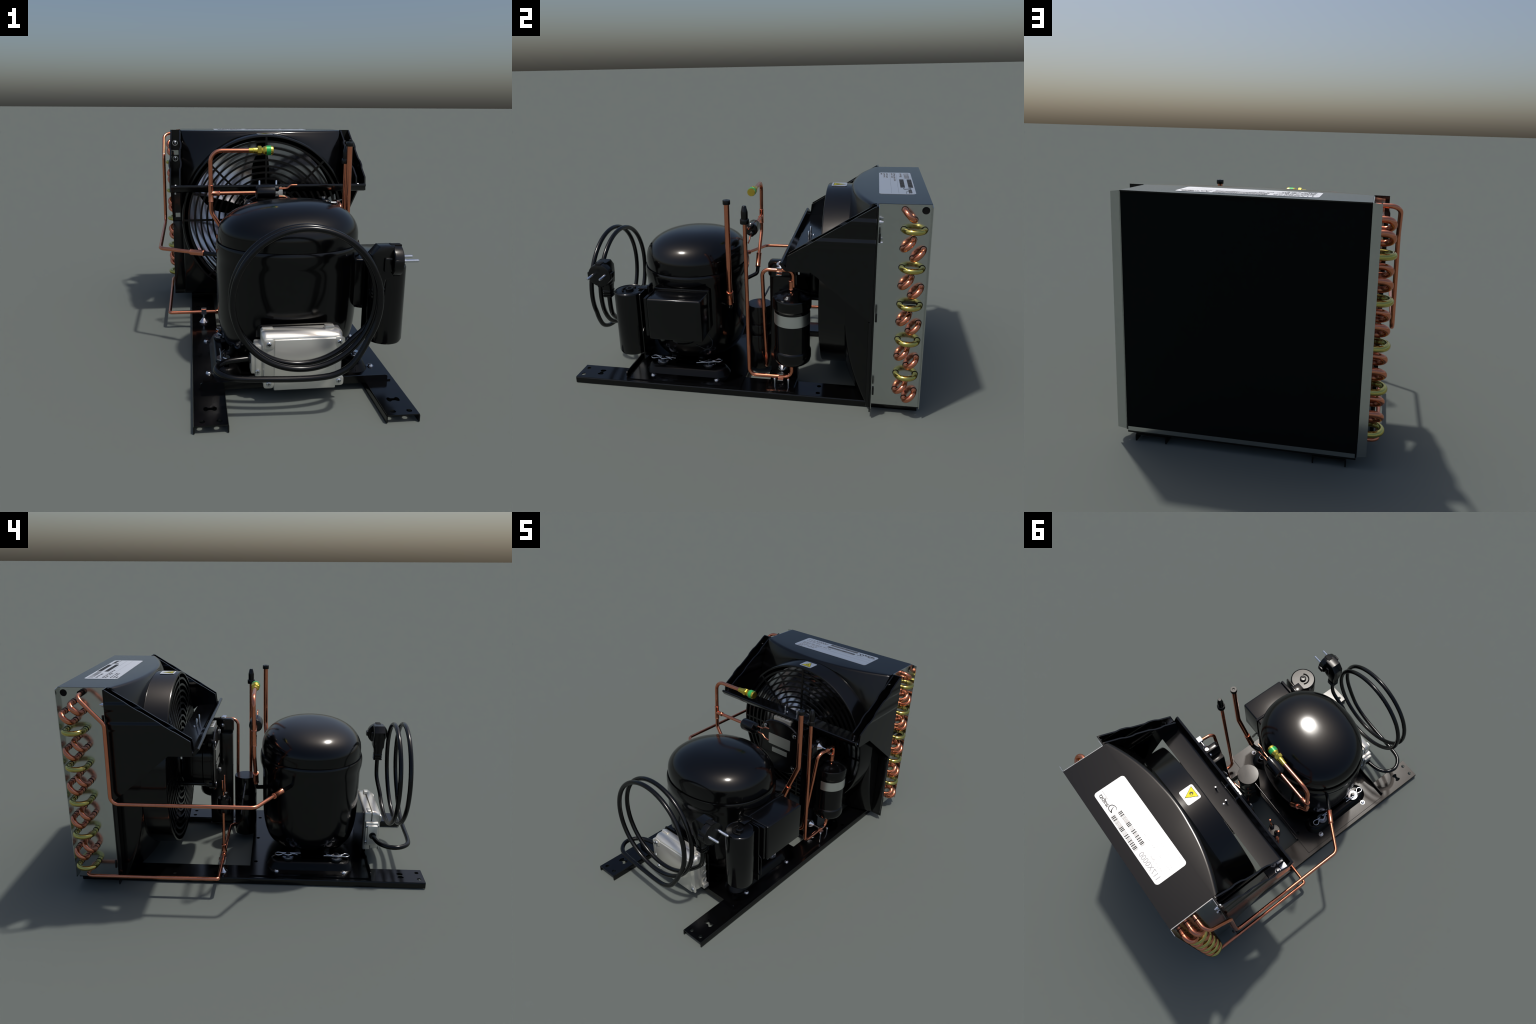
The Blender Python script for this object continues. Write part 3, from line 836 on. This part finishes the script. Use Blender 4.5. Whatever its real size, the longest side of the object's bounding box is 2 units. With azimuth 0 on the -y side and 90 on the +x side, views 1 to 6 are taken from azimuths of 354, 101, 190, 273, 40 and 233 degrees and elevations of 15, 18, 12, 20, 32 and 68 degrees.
# pressure switches: round black can, two terminals, two bare copper leads
def pressure_switch(origin, axis, leads, length=0.10, r=0.040):
    o, w = Vector(origin), Vector(axis).normalized()
    sw = lathe("pressure_switch", [(0, -length), (0.026, -length), (0.036, -length + 0.004), (r, -length + 0.012), (r, -0.004), (r - 0.004, 0), (0, 0)], M_SHEET, o, w, n=36)
    for base_, pts in leads:
        b = Vector(base_)
        lathe("terminal_post", [(0, -0.002), (0.016, -0.002), (0.016, 0.018), (0.012, 0.022), (0.007, 0.024), (0, 0.024)], M_PLASTIC, b, w, sw, n=20)
        tube("switch_lead", [b + w * 0.015] + [Vector(p) for p in pts], 0.0048, M_COPPER, sw, 0.02, 10, 4)
    return sw
pressure_switch((0.018, -0.003, 0.849), (1, 0, 0), [((0.018, -0.003, 0.871), [(0.085, -0.004, 0.871), (0.105, -0.006, 0.889), (0.140, -0.006, 0.889)]),
                                                     ((0.018, 0.003, 0.826), [(0.075, 0.003, 0.826), (0.100, 0.002, 0.806), (0.130, 0.002, 0.800)])], 0.105)
pressure_switch((-0.241, 0.174, 0.452), (0, 0, 1), [((-0.268, 0.175, 0.452), [(-0.268, 0.175, 0.50), (-0.292, 0.177, 0.53), (-0.294, 0.177, 0.578)]),
                                                    ((-0.215, 0.172, 0.452), [(-0.215, 0.172, 0.50), (-0.203, 0.174, 0.53), (-0.203, 0.174, 0.578)])], 0.105)

# ------------------------------------------------------------------ filter drier, post, receiver
DC = (0.432, 0.306, 0)
drier = lathe("filter_drier", [(0, 0.206), (0.060, 0.206), (0.086, 0.211), (0.100, 0.224), (0.105, 0.242), (0.105, 0.281), (0.102, 0.289), (0.098, 0.293), (0.0985, 0.303), (0.0985, 0.522), (0.097, 0.530), (0.101, 0.537), (0.106, 0.543), (0.107, 0.562), (0.106, 0.594), (0.103, 0.600), (0.099, 0.600), (0.070, 0.616), (0.045, 0.630), (0.018, 0.634), (0, 0.634)],
              M_SHELL, DC, n=56)
bm = bmesh.new()
rows = []
for z in (0.452, 0.518):
    for r in (0.0988, 0.0997):
        rows.append([bm.verts.new((DC[0] + r * math.cos(math.radians(a)), DC[1] + r * math.sin(math.radians(a)), z)) for a in range(-95, 96, 5)])
for a, b in ((1, 3), (0, 2), (0, 1), (2, 3)):
    for i in range(len(rows[0]) - 1):
        bm.faces.new((rows[a][i], rows[a][i + 1], rows[b][i + 1], rows[b][i]))
finish(bm, "foil_band", M_BAND, drier, 40)
lathe("inlet_neck", [(0, 0.63), (0.008, 0.63), (0.008, 0.64), (0.006, 0.66), (0, 0.66)], M_COPPER, (0.430, 0.303, 0), parent=drier, n=16)

post = box("mounting_post", (0.282, 0.168, 0.0435), (0.345, 0.322, 0.690), M_SHEET, None, 0.003)
plate("post_head", [rounded_rect(0.164, 0.683, 0.318, 0.778, 0.022, 5)], 0.040, M_SHEET, post, lambda x, y, z: (0.348 + z, x, y), bevel=0.002)
box("post_foot", (0.350, 0.166, 0.0375), (0.500, 0.322, 0.0425), M_SHEET, post, 0.001)
box("post_shelf", (0.27, 0.150, 0.0375), (0.350, 0.322, 0.0430), M_SHEET, post, 0.001)
screw("post_screw", (0.3275, 0.240, 0.735), (-1, 0, 0), post, 0.011, 0.010)
lathe("post_nut", [(0, 0.776), (0.012, 0.776), (0.012, 0.786), (0, 0.787)], M_ZINC, (0.35, 0.245, 0), parent=post, n=16)
bm = bmesh.new()
add_lathe(bm, [(0, 0.042), (0.0055, 0.042), (0.0055, 0.098), (0.008, 0.100), (0.008, 0.108), (0.005, 0.112), (0, 0.112)], n=14)
p0 = finish(bm, "foot_stud", M_ZINC, post)
p0.location = (0.455, 0.207, -0.012)
copy_at(p0, (0.455, 0.285, -0.012))

rec = lathe("liquid_receiver", [(0, 0.028), (0.060, 0.028), (0.070, 0.033), (0.0725, 0.045), (0.0725, 0.250), (0.0715, 0.252), (0.0725, 0.254), (0.0725, 0.320), (0.0715, 0.322), (0.0725, 0.324), (0.0725, 0.436), (0.071, 0.440), (0, 0.441)], M_SHEET, (0.180, 0.073, 0), n=44)
tube("relief_tube", [(0.12, 0.070, 0.417), (-0.16, 0.070, 0.410)], 0.0065, M_SHEET, rec, 0, 12)
tube("relief_tube", [(-0.15, 0.070, 0.410), (-0.331, 0.067, 0.386)], 0.0042, M_SHEET, rec, 0, 10)

# ------------------------------------------------------------------ cone clips
def cone_clip(foot, axis, pipe_dir, reach, parent, r=0.030):
    """spring cone on a stem with a two-lip jaw holding a pipe"""
    o, w = Vector(foot), Vector(axis).normalized()
    d = Vector(pipe_dir).normalized()
    e = w.cross(d)
    bm = bmesh.new()
    add_lathe(bm, [(r - 0.002, 0), (r, 0.0), (0.009, 0.024), (0.006, 0.026), (0.006, reach - 0.006), (0, reach - 0.006)], o, w, 24)
    add_lathe(bm, [(0.0, 0.002), (r - 0.003, 0.002), (0.0, 0.020)], o, w, 24)
    for s in (-1, 1):
        q = bmesh.ops.create_cube(bm, size=1.0)
        for v in q["verts"]:
            c = v.co.copy()
            v.co = o + w * (reach + 0.004 + c.x * 0.030) + d * (c.y * 0.030) + e * (s * (0.0145 + 0.005 * (c.x + 0.5)) + c.z * 0.004)
    q = bmesh.ops.create_cube(bm, size=1.0)
    for v in q["verts"]:
        c = v.co.copy()
        v.co = o + w * (reach - 0.010 + c.x * 0.005) + d * (c.y * 0.030) + e * (c.z * 0.026)
    return finish(bm, "cone_clip", M_ZINC, parent, 35)
cone_clip((0.349, 0.238, 0.104), (1, 0, 0), (0, 1, 0), 0.084, slim)
cone_clip((0.370, 0.238, 0.748), (1, 0, 0), (0, 1, 0), 0.070, back)
cone_clip((-0.380, 0.176, 0.0385), (0, 0, 1), (1, 0, 0), 0.063, liq, 0.028)

# ------------------------------------------------------------------ junction box
jb = bpy.data.objects
bm = bmesh.new()
add_box(bm, (-0.140, -0.7195, 0.074), (0.226, -0.672, 0.330), 0.010, 3)
jbox = finish(bm, "junction_box", M_CAST, None)
bm = bmesh.new()   # cover: sloping shoulders all round
rows = []
for y, g in ((-0.7215, 0.0), (-0.737, 0.0), (-0.747, 0.003), (-0.763, 0.013), (-0.770, 0.020), (-0.772, 0.028)):
    o = rounded_rect(-0.143 + g * 0.45, 0.078 + g * 0.3, 0.229 - g * 0.45, 0.334 - g, 0.022 - g * 0.4, 5)
    rows.append([bm.verts.new((p[0], y, p[1])) for p in o])
n = len(rows[0])
for a, b in zip(rows, rows[1:]):
    for i in range(n):
        bm.faces.new((a[i], a[(i + 1) % n], b[(i + 1) % n], b[i]))
bm.faces.new(rows[0]); bm.faces.new(rows[-1])
finish(bm, "box_cover", M_CAST, jbox, 50)
bm = bmesh.new()
add_box(bm, (-0.088, -0.777, 0.060), (0.196, -0.750, 0.306), 0.005, 3)
finish(bm, "cover_panel", M_CAST, jbox)
for x, z in ((-0.112, 0.286), (0.209, 0.286), (-0.112, 0.096), (0.209, 0.096)):
    bm = bmesh.new()
    add_lathe(bm, [(0, 0), (0.024, 0), (0.024, 0.004), (0.018, 0.007), (0, 0.007)], (x, -0.771, z), (0, -1, 0), 24, power=4)
    finish(bm, "screw_boss", M_CAST, jbox)
    screw("cover_screw", (x, -0.778, z), (0, -1, 0), jbox, 0.012, 0.006, False)
box("cover_lug", (0.150, -0.735, 0.328), (0.192, -0.705, 0.347), M_CAST, jbox, 0.003)
box("hinge_ridge", (-0.135, -0.712, 0.327), (-0.085, -0.690, 0.338), M_CAST, jbox, 0.003)
bm = bmesh.new()
add_box(bm, (-0.190, -0.752, 0.135), (-0.138, -0.690, 0.262), 0.007, 2)
add_box(bm, (-0.172, -0.758, 0.120), (-0.138, -0.680, 0.275), 0.007, 2)
finish(bm, "cable_gland", M_CAST, jbox)
screw("gland_screw", (-0.160, -0.7585, 0.148), (0, -1, 0), jbox, 0.012, 0.005, False)
screw("gland_screw", (-0.160, -0.7585, 0.25), (0, -1, 0), jbox, 0.010, 0.005, False)
for z in (0.148, 0.25):
    screw("gland_screw", (-0.1725, -0.686, z), (-1, 0, 0), jbox, 0.008, 0.006, False)
for z in (0.13, 0.19, 0.25):
    lathe("knock_out", [(0.016, 0), (0.018, 0.003), (0.012, 0.003), (0.010, 0.001), (0, 0.001)], M_CAST, (0.226, -0.695, z), (1, 0, 0), jbox, n=20)
box("box_lug", (0.222, -0.715, 0.075), (0.244, -0.675, 0.105), M_CAST, jbox, 0.004)
plate("box_bracket", [rounded_rect(-0.158, 0.0445, 0.236, 0.336, 0.02, 5)], 0.005, M_SHEET, jbox, lambda x, y, z: (x, -0.6640 + z, y))
lathe("gland_nose", [(0, 0), (0.022, 0), (0.020, 0.008), (0, 0.008)], M_PLASTIC, (-0.189, -0.722, 0.198), (-1, 0, 0), jbox, n=24)

# ------------------------------------------------------------------ power cable
LC, LR = Vector((0.022, 0, 0.527)), 0.307
pts = [Vector((0.352, -0.808, 0.58)), Vector((0.351, -0.808, 0.50)), Vector((0.346, -0.809, 0.43)), Vector((0.322, -0.812, 0.375))]
turns = 2.0
def coil(t):
    """t in turns, clockwise from the +x side as seen from the front"""
    a = -2 * PI * t
    r = LR + 0.004 * math.sin(7 * t)
    return Vector((LC.x + r * math.cos(a), -0.812 - 0.0575 * t + 0.007 * math.sin(a), LC.z + r * math.sin(a)))
for i in range(7, int(72 * (turns + 0.06)) + 1):
    pts.append(coil(i / 72 + 0.03))
tail = [(0.262, -0.940, 0.315), (0.215, -0.944, 0.250), (0.150, -0.944, 0.212), (0.075, -0.940, 0.198), (-0.02, -0.935, 0.194), (-0.12, -0.931, 0.196), (-0.22, -0.926, 0.199),
        (-0.29, -0.914, 0.202), (-0.332, -0.880, 0.204), (-0.350, -0.835, 0.204), (-0.335, -0.785, 0.202), (-0.295, -0.748, 0.200), (-0.24, -0.730, 0.199), (-0.185, -0.722, 0.198)]
ctrl = pts + [Vector(p) for p in tail]
def smooth_path(c, per=3):
    out = []
    for i in range(len(c) - 1):
        p0, p1, p2, p3 = c[max(i - 1, 0)], c[i], c[i + 1], c[min(i + 2, len(c) - 1)]
        for k in range(per):
            t = k / per
            out.append(0.5 * ((2 * p1) + (p2 - p0) * t + (2 * p0 - 5 * p1 + 4 * p2 - p3) * t * t + (3 * p1 - p0 - 3 * p2 + p3) * t ** 3))
    out.append(c[-1])
    return out
bm = bmesh.new()
add_tube(bm, smooth_path(ctrl), 0.0135, 14)
cable = finish(bm, "power_cable", M_RUBBER, None, 60)

# mains plug
PC = Vector((0, -0.808, 0.670))
plug = lathe("mains_plug", [(0, 0.448), (0.060, 0.448), (0.066, 0.445), (0.0675, 0.440), (0.0675, 0.408), (0.064, 0.404), (0, 0.404)], M_PLASTIC, PC, (1, 0, 0), n=40, parent=cable)
body = [(0.312, 0.648), (0.312, 0.700), (0.346, 0.7385), (0.412, 0.7385), (0.412, 0.604), (0.392, 0.590), (0.324, 0.590)]
plate("plug_body", [body], 0.072, M_PLASTIC, cable, lambda x, y, z: (x, -0.808 + z, y), bevel=0.008)
plate("grip_recess", [rounded_rect(0.366, 0.628, 0.404, 0.690, 0.006, 3)], 0.094, M_PLASTIC, cable, lambda x, y, z: (x, -0.808 + z, y), bevel=0.006)
bm = bmesh.new()
pr = [(0.036, 0.034, 0.665), (0.034, 0.032, 0.60), (0.030, 0.028, 0.575), (0.027, 0.026, 0.551), (0.029, 0.028, 0.548), (0.029, 0.028, 0.541), (0.025, 0.024, 0.539), (0.025, 0.024, 0.535), (0.029, 0.028, 0.533), (0.029, 0.028, 0.526), (0.025, 0.024, 0.524), (0.025, 0.024, 0.520), (0.029, 0.028, 0.518), (0.029, 0.028, 0.509)]
rings = []
for hx, hy, z in pr:
    o = rounded_rect(0.352 - hx, -0.808 - hy, 0.352 + hx, -0.808 + hy, min(hx, hy) * 0.35, 3)
    rings.append([bm.verts.new((p[0], p[1], z)) for p in o])
n = len(rings[0])
for a, b in zip(rings, rings[1:]):
    for i in range(n):
        bm.faces.new((a[i], a[(i + 1) % n], b[(i + 1) % n], b[i]))
bm.faces.new(rings[0]); bm.faces.new(rings[-1])
finish(bm, "strain_relief", M_PLASTIC, cable, 35)
for y in (-0.8435, -0.770):
    lathe("plug_pin", [(0, 0.44), (0.0085, 0.44), (0.0085, 0.462), (0.0072, 0.464), (0.0072, 0.514), (0.005, 0.519), (0, 0.520)], M_ZINC, (0, y, 0.673), (1, 0, 0), cable, n=18)
for s in (-1, 1):
    box("earth_contact", (0.40, -0.824, 0.670 + s * 0.066 - 0.004), (0.4475, -0.792, 0.670 + s * 0.066 + 0.004), M_DARK, cable, 0.001)
    box("plug_wing", (0.40, -0.808 + s * 0.066 - 0.009, 0.655), (0.44, -0.808 + s * 0.066 + 0.009, 0.685), M_PLASTIC, cable, 0.003)
lathe("earth_socket", [(0, 0.4484), (0.009, 0.4484), (0.009, 0.4490), (0, 0.4490)], M_DARK, (0, -0.808, 0.705), (1, 0, 0), cable, n=16)
